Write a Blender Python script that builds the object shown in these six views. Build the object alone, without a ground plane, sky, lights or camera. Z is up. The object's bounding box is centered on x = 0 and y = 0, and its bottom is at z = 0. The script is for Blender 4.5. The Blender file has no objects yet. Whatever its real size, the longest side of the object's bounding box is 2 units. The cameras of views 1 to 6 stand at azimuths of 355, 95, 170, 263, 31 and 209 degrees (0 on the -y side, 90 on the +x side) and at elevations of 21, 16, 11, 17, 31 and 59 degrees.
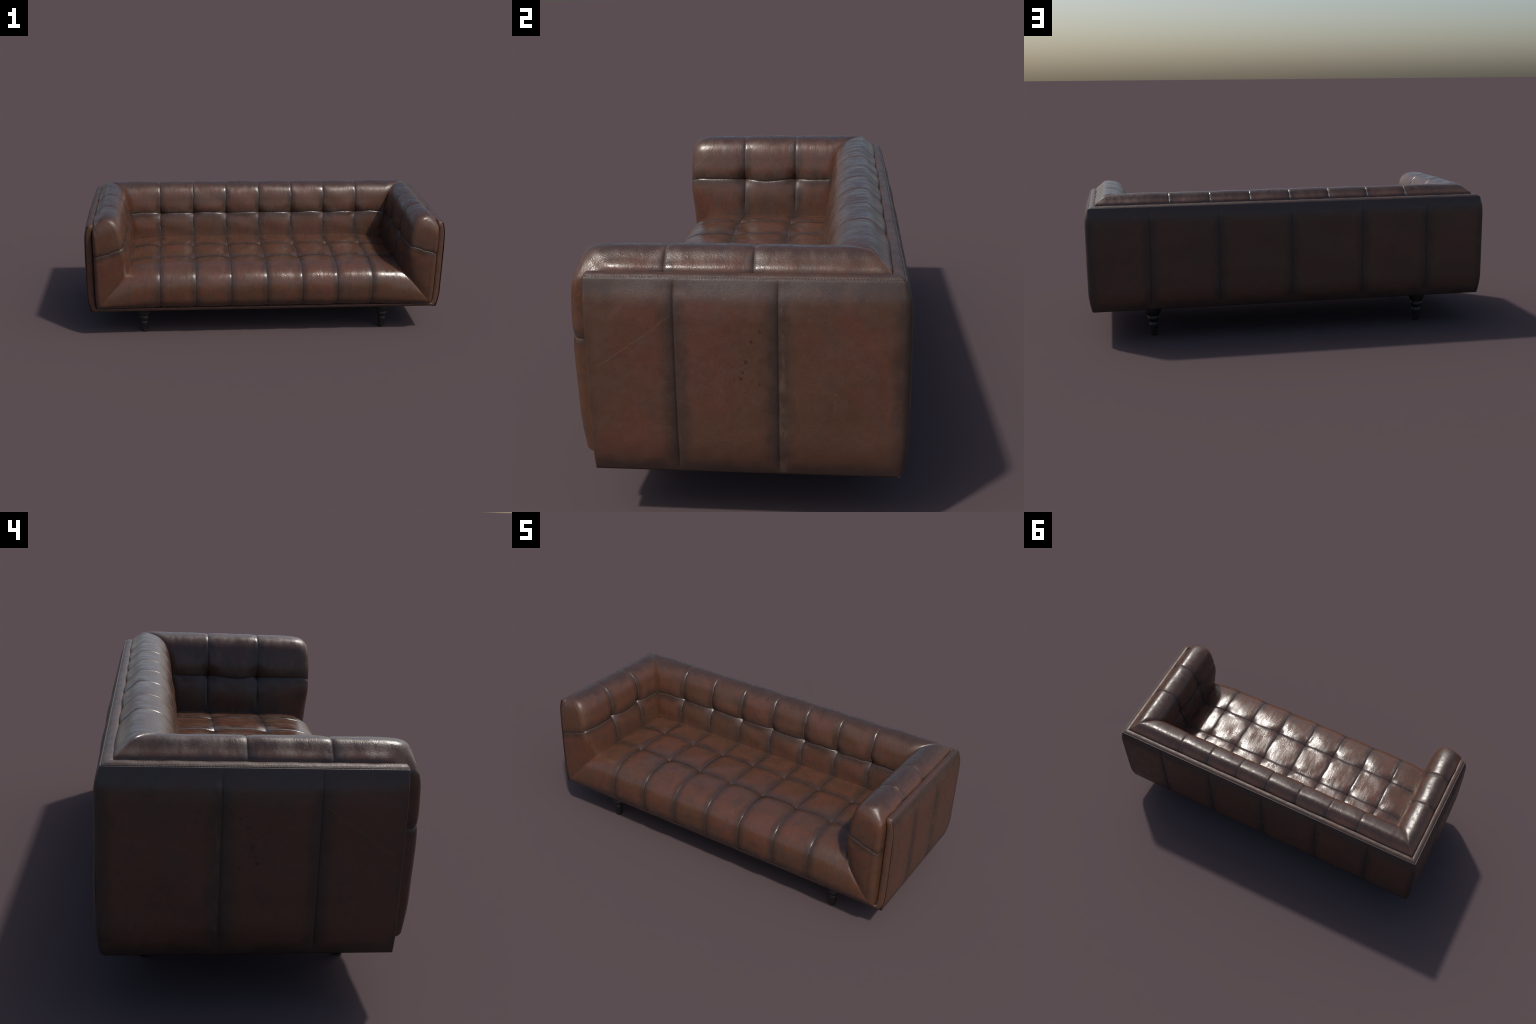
"""Tufted brown leather sofa: padded outer shell, tufted seat / back / arms, turned legs."""
import bpy, math
import numpy as np

rng = np.random.default_rng(11)

# --------------------------------------------------------------------------
# helpers
# --------------------------------------------------------------------------
def smooth_curve(knots, values, t):
    """Cubic Hermite (finite-difference tangents) through values at knots."""
    k = np.asarray(knots, float)
    v = np.asarray(values, float)
    if v.ndim == 1:
        v = v[:, None]
    t = np.clip(np.asarray(t, float), k[0], k[-1])
    sl = np.diff(v, axis=0) / np.diff(k)[:, None]
    m = np.empty_like(v)
    m[0], m[-1] = sl[0], sl[-1]
    h = np.diff(k)[:, None]
    m[1:-1] = (sl[:-1] * h[1:] + sl[1:] * h[:-1]) / (h[1:] + h[:-1])
    i = np.clip(np.searchsorted(k, t, side="right") - 1, 0, len(k) - 2)
    hh = (k[i + 1] - k[i])[..., None]
    u = ((t - k[i]) / (k[i + 1] - k[i]))[..., None]
    p = ((2*u**3 - 3*u**2 + 1) * v[i] + (u**3 - 2*u**2 + u) * hh * m[i]
         + (-2*u**3 + 3*u**2) * v[i + 1] + (u**3 - u**2) * hh * m[i + 1])
    return p[..., 0] if p.shape[-1] == 1 else p


def arc_curve(points, n=1200):
    """Returns f(s), s in 0..1 by arc length, through control points."""
    pts = np.asarray(points, float)
    k = np.concatenate([[0], np.cumsum(np.linalg.norm(np.diff(pts, axis=0), axis=1) ** 0.75)])
    dense = smooth_curve(k, pts, np.linspace(0, k[-1], n))
    s = np.concatenate([[0], np.cumsum(np.linalg.norm(np.diff(dense, axis=0), axis=1))])
    length = s[-1]
    s /= length
    def f(q):
        q = np.asarray(q, float)
        return np.stack([np.interp(q, s, dense[:, c]) for c in range(dense.shape[1])], -1)
    f.s, f.dense, f.length = s, dense, length
    return f


def smoothstep(a, b, x):
    t = np.clip((x - a) / (b - a), 0, 1)
    return t * t * (3 - 2 * t)


def seam_spaced(n, power=0.55):
    """0..1 samples crowded towards both ends, where the seams are."""
    u = np.linspace(0, 1, n)
    c = 0.5 - 0.5 * np.cos(math.pi * u)
    return (1 - power) * u + power * c


def wobble(x, seed, freq=1.0):
    r = np.random.default_rng(seed)
    out = 0 * x
    for f in (9.0, 17.0, 31.0):
        out = out + np.sin(x * f * freq + r.uniform(0, 6.28)) / (f / 9.0)
    return out / 1.8


def lumps(P, seed, scale):
    r = np.random.default_rng(seed)
    out = 0
    for _ in range(7):
        d = r.normal(size=3); d /= np.linalg.norm(d)
        out = out + np.sin(P @ d * scale * r.uniform(0.6, 1.6) + r.uniform(0, 6.28))
    return out / 3.2


def normals_of(P):
    du = np.gradient(P, axis=0)
    dv = np.gradient(P, axis=1)
    n = np.cross(du, dv)
    l = np.linalg.norm(n, axis=-1, keepdims=True)
    return n / np.maximum(l, 1e-12)


def add_mesh(name, verts, faces, material, parent=None, smooth=True, kind=None):
    me = bpy.data.meshes.new(name)
    me.from_pydata([tuple(map(float, v)) for v in verts], [], faces)
    me.validate()
    me.materials.append(material)
    if smooth:
        me.polygons.foreach_set("use_smooth", [True] * len(me.polygons))
    me.update()
    ob = bpy.data.objects.new(name, me)
    bpy.context.scene.collection.objects.link(ob)
    if parent is not None:
        ob.parent = parent
    if kind:
        ob["kind"] = kind
    return ob


def grid_faces(nu, nv, flip=False, close_u=False):
    f = []
    for i in range(nu - (0 if close_u else 1)):
        a, b = i, (i + 1) % nu
        for j in range(nv - 1):
            q = (a*nv + j, b*nv + j, b*nv + j + 1, a*nv + j + 1)
            f.append(q[::-1] if flip else q)
    return f


def grid_object(name, P, outward, material, parent):
    """Grid mesh from an array of points; outward = rough direction for winding."""
    nu, nv = P.shape[:2]
    n = normals_of(P)[nu // 2, nv // 2]
    flip = float(np.dot(n, outward)) < 0
    return add_mesh(name, P.reshape(-1, 3), grid_faces(nu, nv, flip), material, parent)


# --------------------------------------------------------------------------
# materials
# --------------------------------------------------------------------------
class Nodes:
    def __init__(self, name):
        self.mat = bpy.data.materials.new(name)
        self.mat.use_nodes = True
        self.nt = self.mat.node_tree
        self.bsdf = self.nt.nodes["Principled BSDF"]
        self.co = self.nt.nodes.new("ShaderNodeTexCoord").outputs["Object"]
        sep = self.nt.nodes.new("ShaderNodeSeparateXYZ")
        self.nt.links.new(self.co, sep.inputs[0])
        self.x, self.y, self.z = sep.outputs

    def put(self, sock, val):
        if isinstance(val, bpy.types.NodeSocket):
            self.nt.links.new(val, sock)
        else:
            sock.default_value = val

    def math(self, op, a, b=None, c=None, clamp=False):
        n = self.nt.nodes.new("ShaderNodeMath")
        n.operation = op
        n.use_clamp = clamp
        for s, v in zip(n.inputs, (a, b, c)):
            if v is not None:
                self.put(s, v)
        return n.outputs[0]

    def add(self, a, b): return self.math("ADD", a, b)
    def sub(self, a, b): return self.math("SUBTRACT", a, b)
    def mul(self, a, b): return self.math("MULTIPLY", a, b)
    def mini(self, a, b): return self.math("MINIMUM", a, b)
    def dist(self, a, v): return self.math("ABSOLUTE", self.sub(a, v))

    def ramp(self, val, lo, hi, out0=0.0, out1=1.0):
        n = self.nt.nodes.new("ShaderNodeMapRange")
        n.interpolation_type = "SMOOTHSTEP"
        self.put(n.inputs["Value"], val)
        for k, v in (("From Min", lo), ("From Max", hi), ("To Min", out0), ("To Max", out1)):
            n.inputs[k].default_value = v
        return n.outputs["Result"]

    def noise(self, scale, detail=4, rough=0.55, stretch=(1, 1, 1), offset=(0, 0, 0), distortion=0.0):
        m = self.nt.nodes.new("ShaderNodeMapping")
        m.inputs["Scale"].default_value = stretch
        m.inputs["Location"].default_value = offset
        self.nt.links.new(self.co, m.inputs["Vector"])
        n = self.nt.nodes.new("ShaderNodeTexNoise")
        n.inputs["Scale"].default_value = scale
        n.inputs["Detail"].default_value = detail
        n.inputs["Roughness"].default_value = rough
        n.inputs["Distortion"].default_value = distortion
        self.nt.links.new(m.outputs[0], n.inputs["Vector"])
        return n.outputs["Fac"]

    def voronoi(self, scale, feature="F1", offset=(0, 0, 0)):
        m = self.nt.nodes.new("ShaderNodeMapping")
        m.inputs["Location"].default_value = offset
        self.nt.links.new(self.co, m.inputs["Vector"])
        n = self.nt.nodes.new("ShaderNodeTexVoronoi")
        n.feature = feature
        n.inputs["Scale"].default_value = scale
        self.nt.links.new(m.outputs[0], n.inputs["Vector"])
        return n.outputs["Distance"]

    def mix(self, fac, a, b, mode="MIX"):
        n = self.nt.nodes.new("ShaderNodeMix")
        n.data_type = "RGBA"
        n.blend_type = mode
        self.put(n.inputs[0], fac)
        for s, v in ((n.inputs[6], a), (n.inputs[7], b)):
            self.put(s, v if isinstance(v, bpy.types.NodeSocket) else (*v, 1.0))
        return n.outputs[2]

    def bump(self, height, strength, distance, normal=None):
        n = self.nt.nodes.new("ShaderNodeBump")
        n.inputs["Strength"].default_value = strength
        n.inputs["Distance"].default_value = distance
        self.put(n.inputs["Height"], height)
        if normal is not None:
            self.nt.links.new(normal, n.inputs["Normal"])
        return n.outputs["Normal"]

    def line(self, u, v, p, q, width):
        """Mask of a thin scratch from p to q in the plane of sockets u, v."""
        (u0, v0), (u1, v1) = p, q
        L = math.hypot(u1 - u0, v1 - v0)
        du, dv = (u1 - u0) / L, (v1 - v0) / L
        a = self.sub(u, u0); b = self.sub(v, v0)
        along = self.add(self.mul(a, du), self.mul(b, dv))
        across = self.math("ABSOLUTE", self.sub(self.mul(b, du), self.mul(a, dv)))
        m = self.ramp(across, 0.0, width, 1.0, 0.0)
        ends = self.mul(self.ramp(along, 0.0, 0.02), self.ramp(along, L - 0.02, L, 1.0, 0.0))
        return self.mul(m, ends)


RUST = (0.099, 0.0376, 0.0225)
TAN = (0.083, 0.0372, 0.0208)
UMBER = (0.050, 0.0260, 0.0178)
EDGE = (0.0290, 0.0205, 0.0172)
DUST = (0.052, 0.0345, 0.0280)
WORN = (0.130, 0.076, 0.056)


def leather(name, edge_distance, band=0.040, edge_amount=0.74, streak=(1, 1, 1), extra=None,
            rough=(0.24, 0.48), grain=0.5, creases=0.06, dusty=0.5, painted_seam_light=0.0, crease_line=None, mottle=0.38):
    N = Nodes(name)
    big = N.noise(5.0, 3, 0.5, offset=(3.1, 1.7, 0.4))
    mid = N.noise(17.0, 5, 0.62, offset=(0.3, 7.7, 2.4))
    fine = N.noise(95.0, 4, 0.65)
    streaks = N.noise(34.0, 4, 0.6, stretch=streak)
    col = N.mix(N.ramp(big, 0.36, 0.66), TAN, RUST)
    col = N.mix(N.mul(N.ramp(mid, 0.48, 0.74), mottle * 1.7), col, UMBER)
    dust = N.ramp(N.noise(11.0, 4, 0.6, offset=(5.5, 0.2, 3.3)), 0.50, 0.68)
    col = N.mix(N.mul(dust, dusty), col, DUST)
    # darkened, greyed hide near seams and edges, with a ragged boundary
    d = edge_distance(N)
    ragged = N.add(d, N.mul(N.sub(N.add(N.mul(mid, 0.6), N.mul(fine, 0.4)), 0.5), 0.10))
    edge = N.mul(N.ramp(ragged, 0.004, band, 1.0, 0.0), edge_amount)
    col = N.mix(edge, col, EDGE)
    col = N.mix(N.ramp(fine, 0.35, 0.7, 0.0, 0.30), col, UMBER)
    fibre = N.noise(70.0, 5, 0.7, stretch=streak, offset=(6, 3, 2))
    col = N.mix(N.ramp(fibre, 0.46, 0.72, 0.0, mottle), col, UMBER)
    # pale rubbed flecks
    fleck = N.mul(N.ramp(N.noise(60.0, 5, 0.7, offset=(9, 2, 5)), 0.64, 0.74), N.ramp(big, 0.42, 0.6))
    col = N.mix(N.mul(fleck, 0.22), col, WORN)
    if painted_seam_light:
        # seam highlights painted pale on the shoulders, bottoms of the seams darker
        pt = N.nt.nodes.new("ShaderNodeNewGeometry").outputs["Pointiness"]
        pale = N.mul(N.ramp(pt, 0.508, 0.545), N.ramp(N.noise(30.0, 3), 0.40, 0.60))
        col = N.mix(N.mul(pale, painted_seam_light), col, WORN)
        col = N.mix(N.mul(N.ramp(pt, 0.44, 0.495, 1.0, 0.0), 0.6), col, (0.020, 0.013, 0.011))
    if crease_line:
        m = N.mul(N.ramp(crease_line(N), 0.0008, 0.0042, 1.0, 0.0), N.ramp(N.noise(24.0, 3), 0.35, 0.6, 0.3, 1.0))
        col = N.mix(N.mul(m, 0.55), col, WORN)  # thin pale line along the crease, in the WORN tone
    if extra:
        col = extra(N, col)
    N.put(N.bsdf.inputs["Base Color"], col)
    r = N.add(N.mul(streaks, 0.55), N.mul(mid, 0.45))
    N.put(N.bsdf.inputs["Roughness"], N.ramp(r, 0.40, 0.62, rough[0], rough[1]))
    N.bsdf.inputs["Specular IOR Level"].default_value = 0.5
    pebble = N.voronoi(330.0)
    b = N.bump(pebble, 0.22 * grain, 0.002)
    b = N.bump(N.noise(150.0, 3, 0.6, distortion=0.4), 0.22 * grain, 0.003, b)
    b = N.bump(N.noise(20.0, 3, 0.5, stretch=streak), 0.32 * grain, 0.006, b)
    # a few soft creases in the hide
    cr = N.noise(8.0, 3, 0.5, stretch=streak, offset=(2, 6, 1), distortion=0.8)
    cr = N.mul(N.ramp(N.math("ABSOLUTE", N.sub(cr, 0.5)), 0.0, 0.012, 1.0, 0.0), N.ramp(big, 0.48, 0.6))
    b = N.bump(N.sub(1.0, cr), creases, 0.003, b)
    N.put(N.bsdf.inputs["Normal"], b)
    return N.mat


STEP = 0.197           # seam spacing across seat and back
SEAT_SEAMS = (0.027, -0.181)
ARM_SEAMS = (0.036, -0.179)
BTN_Z = 0.543
SIDE_SEAMS = (-0.149, 0.098)
BACK_SEAMS = (-0.690, -0.357, 0.0, 0.357, 0.690)


def across_distance(N):
    """distance in x to the nearest of the evenly spaced seams"""
    ax = N.math("ABSOLUTE", N.x)
    end = N.math("MAXIMUM", N.sub(ax, 3 * STEP), 0.0)
    # beyond the last seam only the last seam counts
    t = N.math("GREATER_THAN", ax, 3 * STEP)
    pp0 = N.math("PINGPONG", N.add(N.x, 100 * STEP), STEP)
    near = N.mini(pp0, N.sub(STEP, pp0))
    return N.add(N.mul(near, N.sub(1.0, t)), N.mul(end, t))


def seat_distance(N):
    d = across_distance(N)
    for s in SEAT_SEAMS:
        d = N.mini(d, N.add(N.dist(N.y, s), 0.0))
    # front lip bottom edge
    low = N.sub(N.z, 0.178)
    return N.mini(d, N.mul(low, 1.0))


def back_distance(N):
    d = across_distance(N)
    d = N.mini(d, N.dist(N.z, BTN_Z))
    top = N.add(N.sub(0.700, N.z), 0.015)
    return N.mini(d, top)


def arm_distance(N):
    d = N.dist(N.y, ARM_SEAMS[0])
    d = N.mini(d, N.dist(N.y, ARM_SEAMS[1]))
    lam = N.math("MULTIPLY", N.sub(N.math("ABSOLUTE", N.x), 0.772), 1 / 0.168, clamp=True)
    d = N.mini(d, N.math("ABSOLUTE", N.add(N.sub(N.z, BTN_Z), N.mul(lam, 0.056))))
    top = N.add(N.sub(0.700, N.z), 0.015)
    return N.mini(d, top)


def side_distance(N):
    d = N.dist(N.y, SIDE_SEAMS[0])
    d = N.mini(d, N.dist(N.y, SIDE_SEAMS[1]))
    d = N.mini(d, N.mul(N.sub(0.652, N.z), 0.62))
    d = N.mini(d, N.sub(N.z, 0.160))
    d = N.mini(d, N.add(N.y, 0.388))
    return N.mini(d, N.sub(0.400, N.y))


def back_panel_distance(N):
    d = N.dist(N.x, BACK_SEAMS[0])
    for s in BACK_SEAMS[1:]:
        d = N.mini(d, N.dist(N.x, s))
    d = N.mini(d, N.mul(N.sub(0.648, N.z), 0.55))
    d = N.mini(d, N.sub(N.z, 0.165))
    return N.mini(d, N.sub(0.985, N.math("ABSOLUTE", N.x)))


def side_marks(N, col):
    # long scratch and a cluster of dark stains on each side panel
    wav = N.add(N.z, N.mul(N.sub(N.noise(20.0, 2), 0.5), 0.02))
    col = N.mix(N.mul(N.line(N.y, wav, (-0.345, 0.430), (-0.15, 0.572), 0.0024), 0.42), col, WORN)
    for yy, zz, r in ((0.022, 0.459, 0.007), (0.013, 0.433, 0.006), (0.009, 0.416, 0.007), (0.035, 0.510, 0.006),
                      (0.053, 0.402, 0.005), (0.055, 0.534, 0.005), (-0.007, 0.415, 0.003), (0.030, 0.470, 0.003)):
        dd = N.math("SQRT", N.add(N.math("POWER", N.sub(N.y, yy), 2.0), N.math("POWER", N.sub(N.z, zz), 2.0)))
        dd = N.add(dd, N.mul(N.sub(N.noise(150.0, 3), 0.5), 0.008))
        col = N.mix(N.mul(N.ramp(dd, r * 0.4, r, 1.0, 0.0), 0.65), col, (0.026, 0.010, 0.008))
    ey = N.mul(N.sub(N.y, 0.02), 1 / 0.060)
    ez = N.mul(N.sub(N.z, 0.450), 1 / 0.095)
    inside = N.ramp(N.add(N.mul(ey, ey), N.mul(ez, ez)), 0.25, 1.0, 1.0, 0.0)
    specks = N.mul(N.ramp(N.noise(130.0, 2, 0.5, offset=(2, 3, 9)), 0.64, 0.69), inside)
    col = N.mix(N.mul(specks, 0.6), col, (0.030, 0.012, 0.009))
    # hairline scuffs
    hair = N.noise(9.0, 2, 0.5, stretch=(1, 3.2, 0.7), offset=(1, 4, 8), distortion=0.6)
    hl = N.mul(N.ramp(N.math("ABSOLUTE", N.sub(hair, 0.5)), 0.0, 0.0030, 1.0, 0.0), N.ramp(N.noise(7.0, 3, offset=(4, 4, 4)), 0.48, 0.58))
    col = N.mix(N.mul(hl, 0.48), col, WORN)
    for p, q, a in (((-0.30, 0.33), (-0.275, 0.22), 0.25), ((-0.255, 0.35), (-0.225, 0.21), 0.2), ((0.135, 0.40), (0.145, 0.34), 0.35),
                    ((0.26, 0.46), (0.35, 0.43), 0.2), ((0.33, 0.36), (0.37, 0.31), 0.3), ((-0.06, 0.52), (-0.03, 0.57), 0.2)):
        col = N.mix(N.mul(N.line(N.y, wav, p, q, 0.0016), a), col, WORN)
    # pale rubbing just behind each seam
    rub = N.mul(N.ramp(N.dist(N.y, 0.108), 0.0, 0.016, 1.0, 0.0), N.ramp(N.noise(40.0, 5, 0.7, stretch=(1, 1, 0.5)), 0.46, 0.62))
    return N.mix(N.mul(rub, 0.35), col, WORN)


def arm_marks(N, col):
    m = N.line(N.y, N.z, (-0.40, 0.590), (-0.275, 0.690), 0.0018)
    return N.mix(N.mul(m, 0.5), col, (0.16, 0.07, 0.045))


def seat_crease(N):
    side = N.add(N.dist(N.math("ABSOLUTE", N.x), 0.754), N.math("MAXIMUM", N.sub(0.372, N.z), 0.0))
    return N.mini(N.sub(0.1745, N.y), side)


def mitre_crease(N):
    dx = N.sub(0.940, N.math("ABSOLUTE", N.x))
    return N.math("ABSOLUTE", N.sub(dx, N.sub(0.360, N.y)))


MAT_SEAT = leather("seat_leather", seat_distance, painted_seam_light=0.6, crease_line=seat_crease, streak=(1.6, 0.4, 0.4), rough=(0.13, 0.36))
MAT_BACK = leather("back_leather", back_distance, painted_seam_light=0.6, crease_line=mitre_crease, streak=(1.6, 0.4, 0.4), rough=(0.24, 0.46))
MAT_ARM = leather("arm_leather", arm_distance, painted_seam_light=0.6, crease_line=mitre_crease, streak=(0.6, 1.4, 0.5), extra=arm_marks, rough=(0.24, 0.44))
MAT_SIDE = leather("side_leather", side_distance, band=0.048, edge_amount=0.78, extra=side_marks, rough=(0.36, 0.54), grain=0.42, creases=0.0, dusty=0.12, mottle=0.24)
MAT_REAR = leather("rear_leather", back_panel_distance, band=0.048, edge_amount=0.78, rough=(0.36, 0.54), grain=0.42, creases=0.0, dusty=0.12, mottle=0.24)
MAT_TRIM = leather("trim_leather", lambda N: N.add(N.mul(N.noise(14.0, 4), 0.07), N.ramp(N.y, -0.362, -0.350, 0.035, 0.0)), band=0.075,
                   edge_amount=0.85, rough=(0.40, 0.56), grain=0.7)


def plain(name, colour, rough, colour_b=None, scale=40.0, bump=0.0):
    N = Nodes(name)
    n = N.noise(scale, 4, 0.6)
    N.put(N.bsdf.inputs["Base Color"], N.mix(N.ramp(n, 0.35, 0.7), colour, colour_b or colour))
    N.put(N.bsdf.inputs["Roughness"], N.ramp(n, 0.3, 0.7, rough - 0.06, rough + 0.08))
    if bump:
        N.put(N.bsdf.inputs["Normal"], N.bump(n, bump, 0.002))
    return N.mat


MAT_LEG = plain("dark_stained_wood", (0.011, 0.010, 0.009), 0.42, (0.018, 0.015, 0.013), 30.0, 0.1)
MAT_THREAD = plain("dark_thread", (0.040, 0.028, 0.022), 0.5, (0.060, 0.042, 0.034), 200.0)
MAT_FOAM = plain("foam_core", (0.030, 0.022, 0.018), 0.9, (0.036, 0.028, 0.022))
MAT_CLOTH = plain("dust_cover_cloth", (0.012, 0.011, 0.011), 0.95, (0.018, 0.016, 0.016), 300.0, 0.2)

# --------------------------------------------------------------------------
# top level
# --------------------------------------------------------------------------
sofa = bpy.data.objects.new("tufted_sofa", None)
bpy.context.scene.collection.objects.link(sofa)
sofa["label"] = "worn brown leather tufted sofa with square arms on turned legs"
sofa["category"] = "sofa"

# --------------------------------------------------------------------------
# shared pad profile: d = inset from the shell rim, z = height
# --------------------------------------------------------------------------
PAD_X, PAD_Y = 0.940, 0.360
pad = arc_curve([(-0.001, 0.652), (0.001, 0.667), (0.021, 0.6865), (0.038, 0.7015), (0.047, 0.7065), (0.060, 0.7080),
                 (0.088, 0.7045), (0.108, 0.6985), (0.1205, 0.6905), (0.1325, 0.6785), (0.143, 0.6620), (0.151, 0.641), (0.1565, 0.617), (0.1635, 0.585), (0.1690, BTN_Z),
                 (0.179, 0.475), (0.186, 0.390)])
_after = pad.s > 0.3
S_BTN = float(np.interp(-BTN_Z, -pad.dense[_after, 1], pad.s[_after]))

VN, UN = 44, 40


def pit(dist, width):
    return np.clip(1 - dist / width, 0, 1)


def tuft_depth(dv, dh, half_v, half_h, Dv, Dh, button, fine=0.0030):
    """how far the hide is pulled in: dv/dh distances to seam lines (large = none)"""
    h = Dv * pit(dv, half_v) ** 2.3 + Dh * pit(dh, half_h) ** 2.3
    h = h + fine * (np.exp(-dv / 0.0035) + np.exp(-dh / 0.0035))
    r = np.sqrt(dv ** 2 + dh ** 2)
    return h + button * np.exp(-(r / 0.030) ** 2) + 0.4 * button * np.exp(-(r / 0.010) ** 2)




def mitre_groove(n, sx, dist, top):
    """both pads dip together where they meet in the corner"""
    a, b, c = n[..., 0] * sx, n[..., 1], n[..., 2]
    m = 0.5 * (a + b)
    g = -(0.0040 * np.exp(-dist / 0.0040) * top)
    return np.stack([sx * m * g, m * g, c * g], -1)


# --------------------------------------------------------------------------
# backrest
# --------------------------------------------------------------------------
def box(name, lo, hi, material, parent):
    (x0, y0, z0), (x1, y1, z1) = lo, hi
    v = [(x, y, z) for x in (x0, x1) for y in (y0, y1) for z in (z0, z1)]
    f = [(0, 1, 3, 2), (4, 6, 7, 5), (0, 4, 5, 1), (2, 3, 7, 6), (0, 2, 6, 4), (1, 5, 7, 3)]
    return add_mesh(name, v, f, material, parent, smooth=False)


backrest = box("backrest", (-0.90, 0.232, 0.190), (0.90, 0.385, 0.640), MAT_FOAM, sofa)
cols = [-4, -3, -2, -1, 0, 1, 2, 3, 4]


def back_patch(c0, c1, row):
    a = seam_spaced(UN)[:, None] + np.zeros((1, VN))
    s0, s1 = ((0.0, S_BTN), (S_BTN, 1.0))[row]
    s = s0 + (s1 - s0) * seam_spaced(VN)[None, :] + 0 * a
    dz0 = pad(s)
    M = PAD_X - dz0[..., 0]
    xl = c0 * STEP if c0 > -4 else -M
    xr = c1 * STEP if c1 < 4 else M
    x = xl + (xr - xl) * a
    # slightly wandering seams
    hat_s = np.exp(-((s - S_BTN) / 0.12) ** 2)
    inner = smoothstep(0.0, 0.06, M - np.abs(x))
    frac = (x / STEP) % 1.0
    sag = -0.008 * np.sin(math.pi * frac) ** 2 + 0.0065 * wobble(x * 2.2, 5)
    s_w = s + hat_s * inner * sag
    xw = x + inner * 0.0036 * wobble(s * 3.0 + np.round(x / STEP) * 2.1, 8) * smoothstep(0.25, 0.45, s)
    P2 = pad(np.clip(s_w, 0, 1))
    drop = 0.016 * smoothstep(0.80, 0.60, np.abs(x)) * smoothstep(S_BTN, 1.0, s)
    P = np.stack([xw, PAD_Y - P2[..., 0], P2[..., 1] + drop], -1)
    n = normals_of(P)
    if n[UN // 2, VN // 2] @ np.array([0, -1, 0.5]) < 0:
        n = -n
    k = np.clip(np.round(x / STEP), -3, 3)
    dv = np.abs(x - k * STEP)
    dh = np.abs(s - S_BTN) * pad.length
    fade = smoothstep(0.0, 0.03, M - np.abs(x)) * smoothstep(0.0, 0.07, (1 - s) * pad.length)
    top = smoothstep(0.02, 0.22, s)
    amp = 1.0 + 0.18 * math.sin(c0 * 2.3 + row * 1.7)
    mid = np.exp(-((s - S_BTN) / 0.25) ** 2)
    h = -tuft_depth(dv, dh, STEP / 2, 0.075, (0.0012 + 0.0052 * mid) * amp, 0.0034 * amp, 0.0110, fine=0.0028) \
        + 0.0016 * lumps(P, 21, 38.0) * smoothstep(0, 0.03, dv) * smoothstep(0, 0.03, dh)
    h = h * fade + 0.003 * fade * top + 0.004 * (1 - pit(dv, STEP / 2) ** 1.5) * np.exp(-(s / 0.11) ** 2) * fade
    return P + n * h[..., None] + mitre_groove(n, np.where(x < 0, -1.0, 1.0), M - np.abs(x), top)


for row in (0, 1):
    for c0, c1 in zip(cols[:-1], cols[1:]):
        grid_object("back_tuft", back_patch(c0, c1, row), np.array([0, -1, 0.6]), MAT_BACK, backrest)

# --------------------------------------------------------------------------
# shell outline helpers (needed by the arm fronts too)
# --------------------------------------------------------------------------
BOTTOM, TOP = 0.155, 0.657


def belly(z):
    return smooth_curve([0.155, 0.172, 0.195, 0.225, 0.30, 0.42, 0.53, 0.585, 0.612, 0.636, 0.657],
                        [0.0, 0.28, 0.58, 0.84, 0.97, 1.0, 0.99, 0.95, 0.80, 0.40, 0.0], z)


# --------------------------------------------------------------------------
# armrests
# --------------------------------------------------------------------------
FRONT_START = -0.275
full_path = arc_curve([(0.0, FRONT_START), (0.003, -0.328), (0.022, -0.366), (0.065, -0.391), (0.14, -0.4045), (0.27, -0.4105),
                       (0.50, -0.4130), (0.76, -0.4130), (0.91, -0.409), (0.97, -0.394), (1.0, -0.360)])


soft_path = arc_curve([(0.0, FRONT_START), (0.012, -0.312), (0.050, -0.343), (0.13, -0.371), (0.27, -0.393),
                       (0.50, -0.405), (0.76, -0.4105), (0.90, -0.407), (0.97, -0.391), (1.0, -0.360)])


def arm_front(c, s):
    """c: 0..1 along the wrap from the straight part to the gap beside the shell"""
    low = smoothstep(0.72, 1.0, s)[..., None]
    lam_y = full_path(c) * (1 - low) + soft_path(c) * low
    lam, yf = lam_y[..., 0], lam_y[..., 1]
    yl = FRONT_START + (-0.362 - FRONT_START) * smooth_curve([0, 0.3, 0.7, 1.0], [0, 0.42, 0.86, 1.0], c)
    amp = smooth_curve([0, 0.08, 0.20, 0.32, 0.5, 0.85, 0.95, 1.0], [0.0, 0.34, 0.70, 0.88, 0.97, 1.0, 0.95, 0.86], s)
    return lam, yl + (yf - yl) * amp


def gap_line(s):
    z = smooth_curve([0, 0.08, 0.18, 0.32, S_BTN, 1.0], [0.646, 0.640, 0.630, 0.600, 0.487, 0.178], s)
    x = PAD_X + 0.007 * belly(z)
    return x, z


def arm_point(v, s):
    """v: signed path, y for the straight part (> FRONT_START), wrap 0..1 coded as FRONT_START - c"""
    p = pad(s)
    px, pz = PAD_X - p[..., 0], p[..., 1]
    c = np.clip(FRONT_START - v, 0, 1)
    lam, y = arm_front(c, s)
    gx, gz = gap_line(s)
    straight = v >= FRONT_START
    lam = np.where(straight, 0, lam)
    y = np.where(straight, v, y)
    return np.stack([px + lam * (gx - px), y, pz + lam * (gz - pz)], -1)


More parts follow.
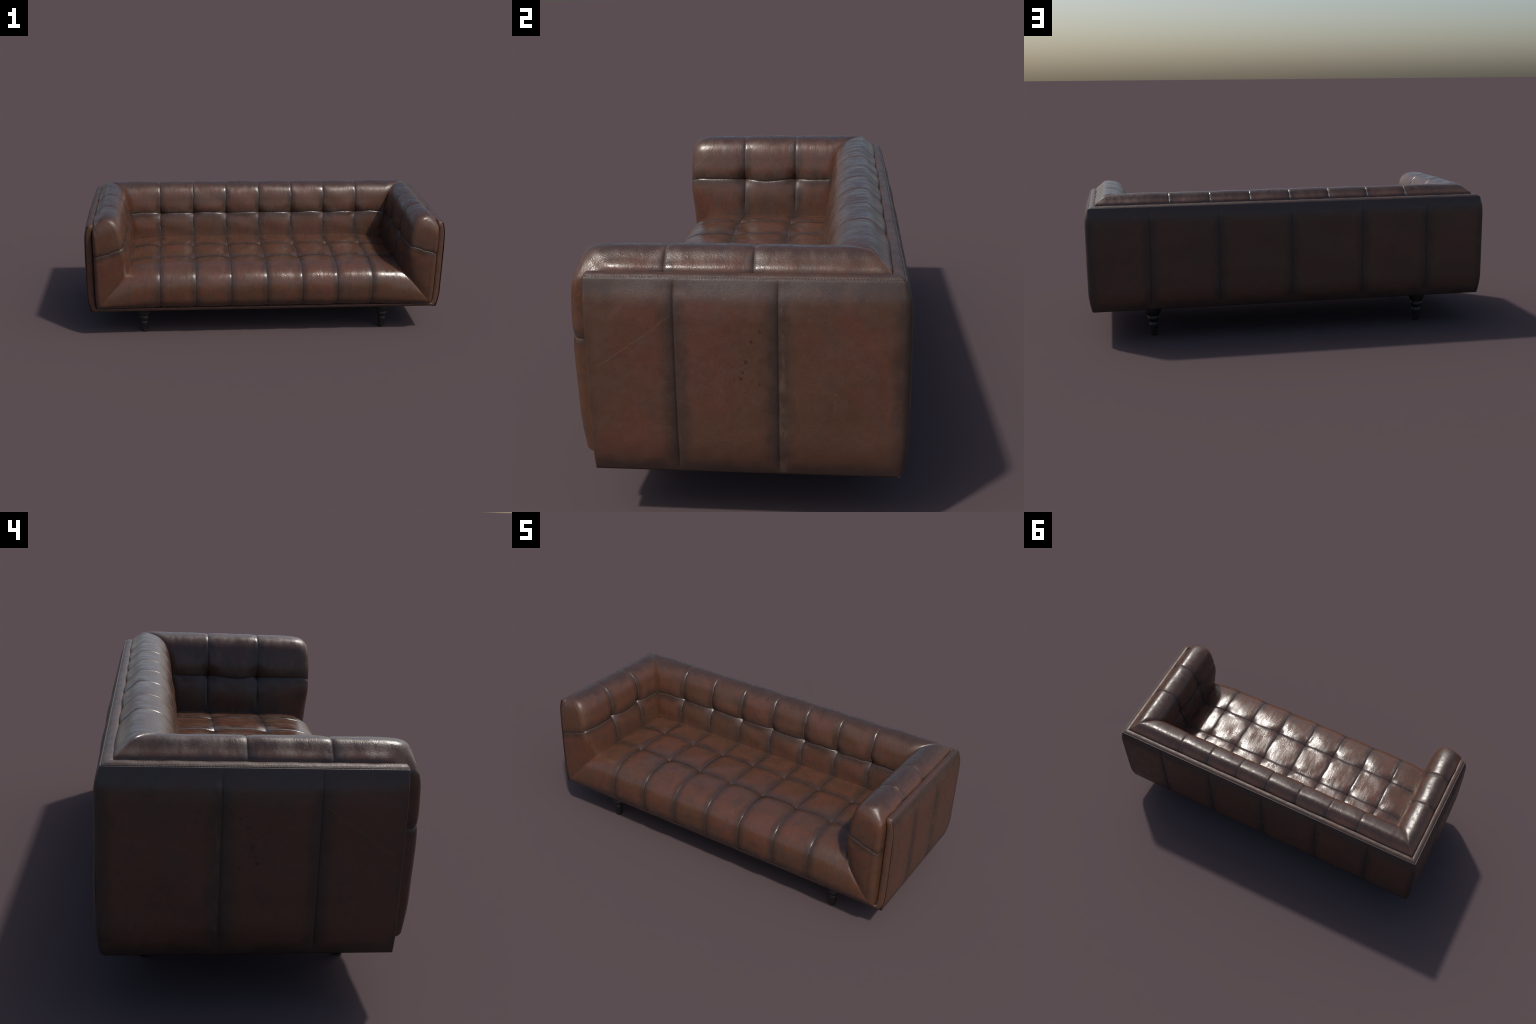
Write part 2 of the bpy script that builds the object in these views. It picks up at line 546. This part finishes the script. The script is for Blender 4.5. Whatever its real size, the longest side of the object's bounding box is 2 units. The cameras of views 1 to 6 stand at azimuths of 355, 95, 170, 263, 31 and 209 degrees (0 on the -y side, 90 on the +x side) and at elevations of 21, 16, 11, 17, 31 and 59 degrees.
def arm_patch(col, row, side):
    nu = UN if col < 2 else 84
    a = seam_spaced(nu)[:, None] + np.zeros((1, VN))
    s0, s1 = ((0.0, S_BTN), (S_BTN, 1.0))[row]
    s = s0 + (s1 - s0) * seam_spaced(VN)[None, :] + 0 * a
    d = pad(s)[..., 0]
    mitre = PAD_Y - d
    if col == 0:
        v = mitre + (ARM_SEAMS[0] - mitre) * a
    elif col == 1:
        v = ARM_SEAMS[0] + (ARM_SEAMS[1] - ARM_SEAMS[0]) * a
    else:
        # 30 % of the samples cover the straight run, the rest the front wrap
        u = np.linspace(0, 1, nu)[:, None] + 0 * s
        cut = 0.26
        lin = ARM_SEAMS[1] + (FRONT_START - ARM_SEAMS[1]) * (u / cut) ** 1.0
        w = np.clip((u - cut) / (1 - cut), 0, 1)
        w = 0.75 * w + 0.25 * (1 - (1 - w) ** 2)
        v = np.where(u < cut, lin, FRONT_START - w)
    inner = smoothstep(0.0, 0.06, mitre - v)
    hat_s = np.exp(-((s - S_BTN) / 0.12) ** 2)
    c = np.clip(FRONT_START - v, 0, 1)
    span = (v - ARM_SEAMS[1]) / (ARM_SEAMS[0] - ARM_SEAMS[1])
    sag = np.where(v > ARM_SEAMS[1], 0.017 * np.sin(math.pi * span) ** 2 * (span < 1), 0.0)
    s_w = np.clip(s + hat_s * inner * (sag + 0.005 * wobble(v * 2.0, 15)), 0, 1)
    P = arm_point(v, s_w)
    n = normals_of(P)
    if n[nu // 5, VN // 2] @ np.array([-1, -0.2, 0.5]) < 0:
        n = -n
    straight_d = np.minimum(np.abs(v - ARM_SEAMS[0]), np.abs(v - ARM_SEAMS[1]))
    dv = straight_d + np.where(v < FRONT_START, 0.10 * c, 0.0)
    dh = np.abs(s - S_BTN) * pad.length
    fade = smoothstep(0.0, 0.03, mitre - v) * smoothstep(0.0, 0.07, (1 - s) * pad.length)
    top = smoothstep(0.02, 0.22, s)
    front = smoothstep(0.0, 0.35, c)
    amp = 1.0 + 0.15 * math.sin(col * 2.1 + row * 1.3 + side)
    mid = np.exp(-((s - S_BTN) / 0.25) ** 2)
    h = -tuft_depth(dv, dh, 0.100, 0.075, (0.0012 + 0.0054 * mid) * amp, 0.0034 * amp * (1 - 0.5 * front), 0.0110,
                    fine=0.0028) \
        + 0.0014 * lumps(P, 31, 34.0) * smoothstep(0, 0.03, dv) * smoothstep(0, 0.03, dh)
    fade = fade * smoothstep(0.0, 0.05, 1 - c)
    h = h * fade + 0.003 * fade * top * (1 - front) \
        + 0.004 * (1 - pit(dv, 0.1) ** 1.5) * np.exp(-(s / 0.11) ** 2) * fade * (1 - front)
    P = P + n * h[..., None] + mitre_groove(n, 1.0, mitre - v, top)
    P[..., 0] *= side
    return P


for side in (1, -1):
    armrest = box("armrest", (min(side * 0.81, side * 0.925), -0.335, 0.300),
                  (max(side * 0.81, side * 0.925), 0.24, 0.640), MAT_FOAM, sofa)
    for col in range(3):
        for row in (0, 1):
            grid_object("arm_tuft", arm_patch(col, row, side), np.array([-side, -0.4, 0.6]), MAT_ARM, armrest)

# --------------------------------------------------------------------------
# seat
# --------------------------------------------------------------------------
seat = box("seat", (-0.90, -0.350, 0.180), (0.90, 0.240, 0.270), MAT_FOAM, sofa)
S_END = 1.0
edge_d = float(pad(1.0)[0])
CREASE_Y = PAD_Y - edge_d
lip = arc_curve([(SEAT_SEAMS[1], 0.409), (-0.245, 0.409), (-0.300, 0.405), (-0.345, 0.393), (-0.378, 0.372),
                 (-0.399, 0.342), (-0.409, 0.305), (-0.4115, 0.265), (-0.408, 0.228), (-0.396, 0.203), (-0.382, 0.188), (-0.360, 0.178)])
_c = np.linspace(0, 1, 500)
_edge = np.concatenate([
    np.stack([np.full(60, PAD_X - edge_d), np.linspace(ARM_SEAMS[1], FRONT_START, 60, endpoint=False),
              np.full(60, float(pad(1.0)[1]))], -1),
    arm_point(FRONT_START - _c, np.ones_like(_c))])
_edge_s = np.concatenate([[0], np.cumsum(np.linalg.norm(np.diff(_edge, axis=0), axis=1))])
_edge_s /= _edge_s[-1]


def seat_edge(row, r):
    """boundary with the arm, +x side"""
    x = np.full_like(r, PAD_X - edge_d)
    z = np.full_like(r, float(pad(1.0)[1]))
    if row == 0:
        return np.stack([x, CREASE_Y + (ARM_SEAMS[0] - CREASE_Y) * r, z], -1)
    if row == 1:
        return np.stack([x, ARM_SEAMS[0] + (ARM_SEAMS[1] - ARM_SEAMS[0]) * r, z], -1)
    return np.stack([np.interp(r, _edge_s, _edge[:, i]) for i in range(3)], -1)


def seat_centre(row, r):
    if row == 0:
        y = CREASE_Y + (SEAT_SEAMS[0] - CREASE_Y) * r
        return np.stack([y, 0.406 + 0.003 * r], -1)
    if row == 1:
        return np.stack([SEAT_SEAMS[0] + (SEAT_SEAMS[1] - SEAT_SEAMS[0]) * r, np.full_like(r, 0.409)], -1)
    return lip(r)


def seat_patch(c0, c1, row):
    nv = (34, 40, 72)[row]
    a = seam_spaced(UN)[:, None] + np.zeros((1, nv))
    r = (seam_spaced(nv) if row < 2 else np.linspace(0, 1, nv) ** 1.1)[None, :] + 0 * a
    C = seat_centre(row, r)
    E = seat_edge(row, r)
    k0, k1 = c0 * STEP, c1 * STEP
    if c1 == 4:
        x = k0 + (E[..., 0] - k0) * a
        b = a ** 1.4
    elif c0 == -4:
        x = k1 + (-E[..., 0] - k1) * (1 - a)
        b = (1 - a) ** 1.4
    else:
        x = k0 + (k1 - k0) * a
        b = 0 * a
    y = C[..., 0] + (E[..., 1] - C[..., 0]) * b
    z = C[..., 1] + (E[..., 2] - C[..., 1]) * b
    # rows bow back between the buttons, columns wander a little
    inner = smoothstep(0.0, 0.12, 1 - b) if (c1 == 4 or c0 == -4) else 1.0
    frac = (x / STEP) % 1.0
    bow = np.sin(math.pi * frac) ** 2 if 0 < abs(c0 + c1) < 7 or c0 + c1 == 0 else np.sin(math.pi * frac) ** 2 * 0.6
    flat = smoothstep(CREASE_Y, CREASE_Y - 0.06, y) * smoothstep(-0.36, -0.27, y)
    yw = y + inner * flat * (0.0042 * bow + 0.002 * wobble(x * 2.2, 44))
    k = np.clip(np.round(x / STEP), -3, 3)
    xw = x + inner * flat * 0.0035 * wobble(y * 2.6 + k * 1.9, 77)
    P = np.stack([xw, yw, z], -1)
    n = normals_of(P)
    if n[UN // 2, nv // 3] @ np.array([0, -0.3, 1.0]) < 0:
        n = -n
    dv = np.abs(x - k * STEP)
    if row == 2:
        dh = r * lip.length
    elif row == 1:
        L = SEAT_SEAMS[0] - SEAT_SEAMS[1]
        dh = np.minimum(r, 1 - r) * L
    else:
        dh = (1 - r) * (CREASE_Y - SEAT_SEAMS[0])
    amp = 1.0 + 0.22 * math.sin(c0 * 1.9 + row * 2.7)
    front = smoothstep(0.0, 0.45, r) if row == 2 else 0 * r
    h = -tuft_depth(dv, dh, STEP / 2, 0.09, 0.0040 * amp, 0.0022 * amp, 0.0066, fine=0.0018) \
        + 0.0016 * lumps(P, 51, 36.0) * smoothstep(0, 0.03, dv) * smoothstep(0, 0.03, dh)
    fade = smoothstep(0.0, 0.10, 1 - b) if (c1 == 4 or c0 == -4) else np.ones_like(r)
    if row == 0:
        fade = fade * smoothstep(0, 0.025, r * (CREASE_Y - SEAT_SEAMS[0]))
    if row == 2:
        fade = fade * smoothstep(0, 0.02, (1 - r) * lip.length)
    P = P + n * ((h + 0.002) * fade)[..., None]
    return P


for row in range(3):
    for c0, c1 in zip(cols[:-1], cols[1:]):
        grid_object("seat_tuft", seat_patch(c0, c1, row), np.array([0, -0.5, 1.0]), MAT_SEAT, seat)

# --------------------------------------------------------------------------
# outer shell: trim frame, panels, stitching, dust cover
# --------------------------------------------------------------------------
SHELL_X, SHELL_Y, FRONT_Y, R = 0.975, 0.394, -0.362, 0.008

# trim: a padded welt swept round both arms, the back and under the seat
CROSS = [(0.0022, -0.0045), (0.0036, -0.0014), (0.0064, 0.0010),
         (0.011, 0.0044), (0.018, 0.0065), (0.025, 0.0070), (0.030, 0.0058), (0.034, 0.0020), (0.0365, -0.004), (0.037, -0.016)]


def half_trim():
    fr = []       # origin, inward vector, outward vector
    rail = 0.74
    for x in np.linspace(0, 0.945, 60):
        fr.append(((x, FRONT_Y, BOTTOM - 0.0036), (0, 0, rail + 0.07), (0, -1.7, 0)))
    fr.append(((SHELL_X - 0.001, FRONT_Y, BOTTOM - 0.0036), (-1, 0, rail + 0.07), (0, -1.4, 0)))
    for z in np.linspace(0.19, 0.635, 46):
        b = float(belly(z))
        fr.append(((SHELL_X + 0.0145 * b, FRONT_Y, z), (-1 - 0.16 * b, 0, 0), (0, -1, 0)))
    fr.append(((SHELL_X, FRONT_Y, TOP - 0.004), (-1, 0, 0), (0, -0.85, 0.55)))
    fr.append(((SHELL_X, FRONT_Y + 0.004, TOP), (-1, 0, 0), (0, -0.45, 0.9)))
    for y in np.linspace(FRONT_Y + 0.02, SHELL_Y - 0.045, 60):
        fr.append(((SHELL_X, y, TOP), (-1, 0, 0), (0, 0, 1)))
    inner = np.array([SHELL_X - 0.036, SHELL_Y - 0.036])
    for q in np.linspace(0, math.pi / 2, 7):
        o = np.array([SHELL_X - R + R * math.cos(q), SHELL_Y - R + R * math.sin(q)])
        v = (inner - o) / 0.036
        fr.append(((o[0], o[1], TOP), (v[0], v[1], 0), (0, 0, 1)))
    for x in np.linspace(SHELL_X - 0.045, 0, 70):
        fr.append(((x, SHELL_Y, TOP), (0, -1, 0), (0, 0, 1)))
    return fr


half = half_trim()
frames = half + [tuple((-a[0], a[1], a[2]) for a in f) for f in half[-2:0:-1]]
ring = []
cross = arc_curve(CROSS)(np.linspace(0, 1, 30))
for i, (o, A, B) in enumerate(frames):
    o, A, B = map(np.array, (o, A, B))
    jitter = 1 + 0.10 * math.sin(i * 0.9) * math.sin(i * 0.37 + 1)
    ring.append(o + cross[:, :1] * A + cross[:, 1:] * B * jitter)
ring = np.array(ring, float)
nu, nv = ring.shape[:2]
nn = normals_of(ring)[nu // 2, nv // 2]
outer_frame = add_mesh("outer_frame", ring.reshape(-1, 3), grid_faces(nu, nv, nn[2] < 0, close_u=True), MAT_TRIM, sofa)


def panel_z(n=46):
    z = BOTTOM + (TOP - 0.0020 - BOTTOM) * seam_spaced(n, 0.6)
    return z


def shell_panel(path, normal, t, seam_dist, span_bulge, centre_shift):
    """path/normal: (n,2) outline points and directions; t: 0..1 along the whole face"""
    z = panel_z()
    b = belly(z)[None, :]
    bul = (0.0164 + span_bulge * np.sin(math.pi * t) ** 0.8)[:, None]
    lo = smoothstep(0, 0.05, (z - BOTTOM))[None, :] * smoothstep(0, 0.03, (TOP - z))[None, :]
    sd = seam_dist[:, None]
    groove = lo * (0.0035 * np.exp(-sd / 0.0045) + 0.0035 * pit(sd, 0.07) ** 2)
    off = bul * b - groove
    P = np.empty((len(t), len(z), 3))
    P[..., 0] = path[:, 0][:, None] + normal[:, 0][:, None] * off
    P[..., 1] = path[:, 1][:, None] + normal[:, 1][:, None] * off
    P[..., 2] = z[None, :]
    P += (normal[:, None, :] @ np.array([[1, 0, 0], [0, 1, 0]]))[:, :, :] * (0.0008 * lumps(P, 61, 26.0) * lo)[..., None]
    # edge turned under at the bottom and in at the top
    low = P[:, :1].copy(); low[..., 2] -= 0.001
    low[..., :2] -= normal[:, None, :] * 0.022
    rolled = []
    for inset, dz in ((0.0005, 0.0006), (0.0014, 0.0010), (0.0026, 0.0011), (0.0037, 0.0007), (0.0045, -0.0004), (0.0049, -0.006)):
        q = P[:, -1:].copy()
        q[..., 2] += dz
        q[..., :2] -= normal[:, None, :] * inset
        rolled.append(q)
    return np.concatenate([low, P, *rolled], 1)


def corner_arc(q0, q1, n):
    q = np.linspace(q0, q1, n)
    p = np.stack([SHELL_X - R + R * np.cos(q), SHELL_Y - R + R * np.sin(q)], -1)
    return p, np.stack([np.cos(q), np.sin(q)], -1)


y_front, y_end = FRONT_Y + 0.0, SHELL_Y - R
for side in (1, -1):
    breaks = [y_front, *SIDE_SEAMS, y_end]
    for i in range(3):
        y = breaks[i] + (breaks[i + 1] - breaks[i]) * seam_spaced(40, 0.7)
        path = np.stack([np.full_like(y, SHELL_X), y], -1)
        nrm = np.tile([1.0, 0.0], (len(y), 1))
        if i == 0:
            q = np.linspace(-1.35, 0, 7)[:-1]
            roll = np.stack([SHELL_X - 0.0045 + 0.0045 * np.cos(q), y_front + 0.0015 + 0.0045 * np.sin(q)], -1)
            path[:, 1] = np.maximum(path[:, 1], y_front + 0.0015)
            path = np.concatenate([roll, path[1:]]); nrm = np.concatenate([np.tile([1.0, 0.0], (6, 1)), nrm[1:]])
        if i == 2:
            p2, n2 = corner_arc(0, math.pi / 4, 7)
            path = np.concatenate([path, p2[1:]]); nrm = np.concatenate([nrm, n2[1:]])
        yy = path[:, 1]
        t = np.clip((yy - y_front) / (y_end - y_front), 0, 1)
        sd = np.min([np.abs(yy - s) for s in SIDE_SEAMS], axis=0)
        P = shell_panel(path, nrm, t, sd, 0.0085, 0)
        P[..., 0] *= side
        grid_object("side_panel", P, np.array([side, 0, 0]), MAT_SIDE, outer_frame)

xb = [-(SHELL_X - R), *BACK_SEAMS, SHELL_X - R]
for i in range(len(xb) - 1):
    x = xb[i] + (xb[i + 1] - xb[i]) * seam_spaced(44, 0.7)
    path = np.stack([x, np.full_like(x, SHELL_Y)], -1)
    nrm = np.tile([0.0, 1.0], (len(x), 1))
    p2, n2 = corner_arc(math.pi / 2, math.pi / 4, 7)
    if i == len(xb) - 2:
        path = np.concatenate([path, p2[1:]]); nrm = np.concatenate([nrm, n2[1:]])
    if i == 0:
        flipx = np.array([-1.0, 1.0])
        path = np.concatenate([(p2[1:] * flipx)[::-1], path]); nrm = np.concatenate([(n2[1:] * flipx)[::-1], nrm])
    t = np.clip((path[:, 0] - xb[0]) / (xb[-1] - xb[0]), 0, 1)
    sd = np.min([np.abs(path[:, 0] - s) for s in BACK_SEAMS], axis=0)
    P = shell_panel(path, nrm, t, sd, 0.0060, 0)
    grid_object("back_panel", P, np.array([0, 1, 0]), MAT_REAR, outer_frame)

box("dust_cover", (-0.962, -0.352, 0.1555), (0.962, 0.384, 0.178), MAT_CLOTH, outer_frame)


# stitching along the welt: short thread dashes lying in the seam
def dash(centre, direction, up, length, radius, verts, faces, sides=5):
    d = direction / np.linalg.norm(direction)
    u = up - d * (up @ d); u /= np.linalg.norm(u)
    w = np.cross(d, u)
    base = len(verts)
    prof = [(-0.5, 0.35), (-0.3, 1.0), (0.3, 1.0), (0.5, 0.35)]
    for t, r in prof:
        for k in range(sides):
            q = 2 * math.pi * k / sides
            verts.append(centre + d * t * length + radius * r * (u * math.cos(q) + w * math.sin(q)))
    for i in range(len(prof) - 1):
        for k in range(sides):
            a, b = base + i * sides + k, base + i * sides + (k + 1) % sides
            faces.append((a, b, b + sides, a + sides))
    faces.append(tuple(base + k for k in range(sides))[::-1])
    faces.append(tuple(base + (len(prof) - 1) * sides + k for k in range(sides)))


track = []
for o, A, B in frames:
    o, A, B = map(np.array, (o, A, B))
    if o[2] > 0.19:
        track.append((o + 0.0048 * A + 0.0002 * B, B))
pts = np.array([p for p, _ in track]); ups = np.array([b for _, b in track], float)
L = np.concatenate([[0], np.cumsum(np.linalg.norm(np.diff(pts, axis=0), axis=1))])
sv, sf = [], []
for q in np.arange(0.004, L[-1], 0.0075):
    q = q + rng.normal(0, 0.0003)
    p = np.array([np.interp(q, L, pts[:, i]) for i in range(3)])
    p2 = np.array([np.interp(q + 0.002, L, pts[:, i]) for i in range(3)])
    u = np.array([np.interp(q, L, ups[:, i]) for i in range(3)])
    if np.linalg.norm(p2 - p) > 1e-5:
        dash(p, p2 - p, u, 0.0052, 0.0009, sv, sf)
add_mesh("stitching", sv, sf, MAT_THREAD, outer_frame, kind="stuff")

# --------------------------------------------------------------------------
# turned legs
# --------------------------------------------------------------------------
leg_curve = arc_curve([(0.0130, 0.000), (0.0150, 0.003), (0.0166, 0.016), (0.0195, 0.036), (0.0217, 0.052),
                       (0.0205, 0.062), (0.0185, 0.067), (0.0215, 0.071), (0.0270, 0.078), (0.0295, 0.087),
                       (0.0280, 0.096), (0.0260, 0.100), (0.0310, 0.105), (0.0365, 0.114), (0.0400, 0.125),
                       (0.0415, 0.140), (0.0415, 0.1565)])
prof = leg_curve(np.linspace(0, 1, 60))
ns = 40
lv = [(r * math.cos(2*math.pi*k/ns), r * math.sin(2*math.pi*k/ns), z) for k in range(ns) for r, z in prof]
lf = grid_faces(ns, len(prof), False, close_u=True)
lf.append(tuple(k * len(prof) for k in range(ns))[::-1])
lf.append(tuple(k * len(prof) + len(prof) - 1 for k in range(ns)))
leg0 = add_mesh("leg", lv, lf, MAT_LEG, sofa)
spots = [(0.683, -0.285), (-0.683, -0.285), (0.683, 0.288), (-0.683, 0.288)]
leg0.location = (*spots[0], 0)
for x, y in spots[1:]:
    o = leg0.copy()
    bpy.context.scene.collection.objects.link(o)
    o.location = (x, y, 0)
    o.rotation_euler = (0, 0, 0.7 * x)
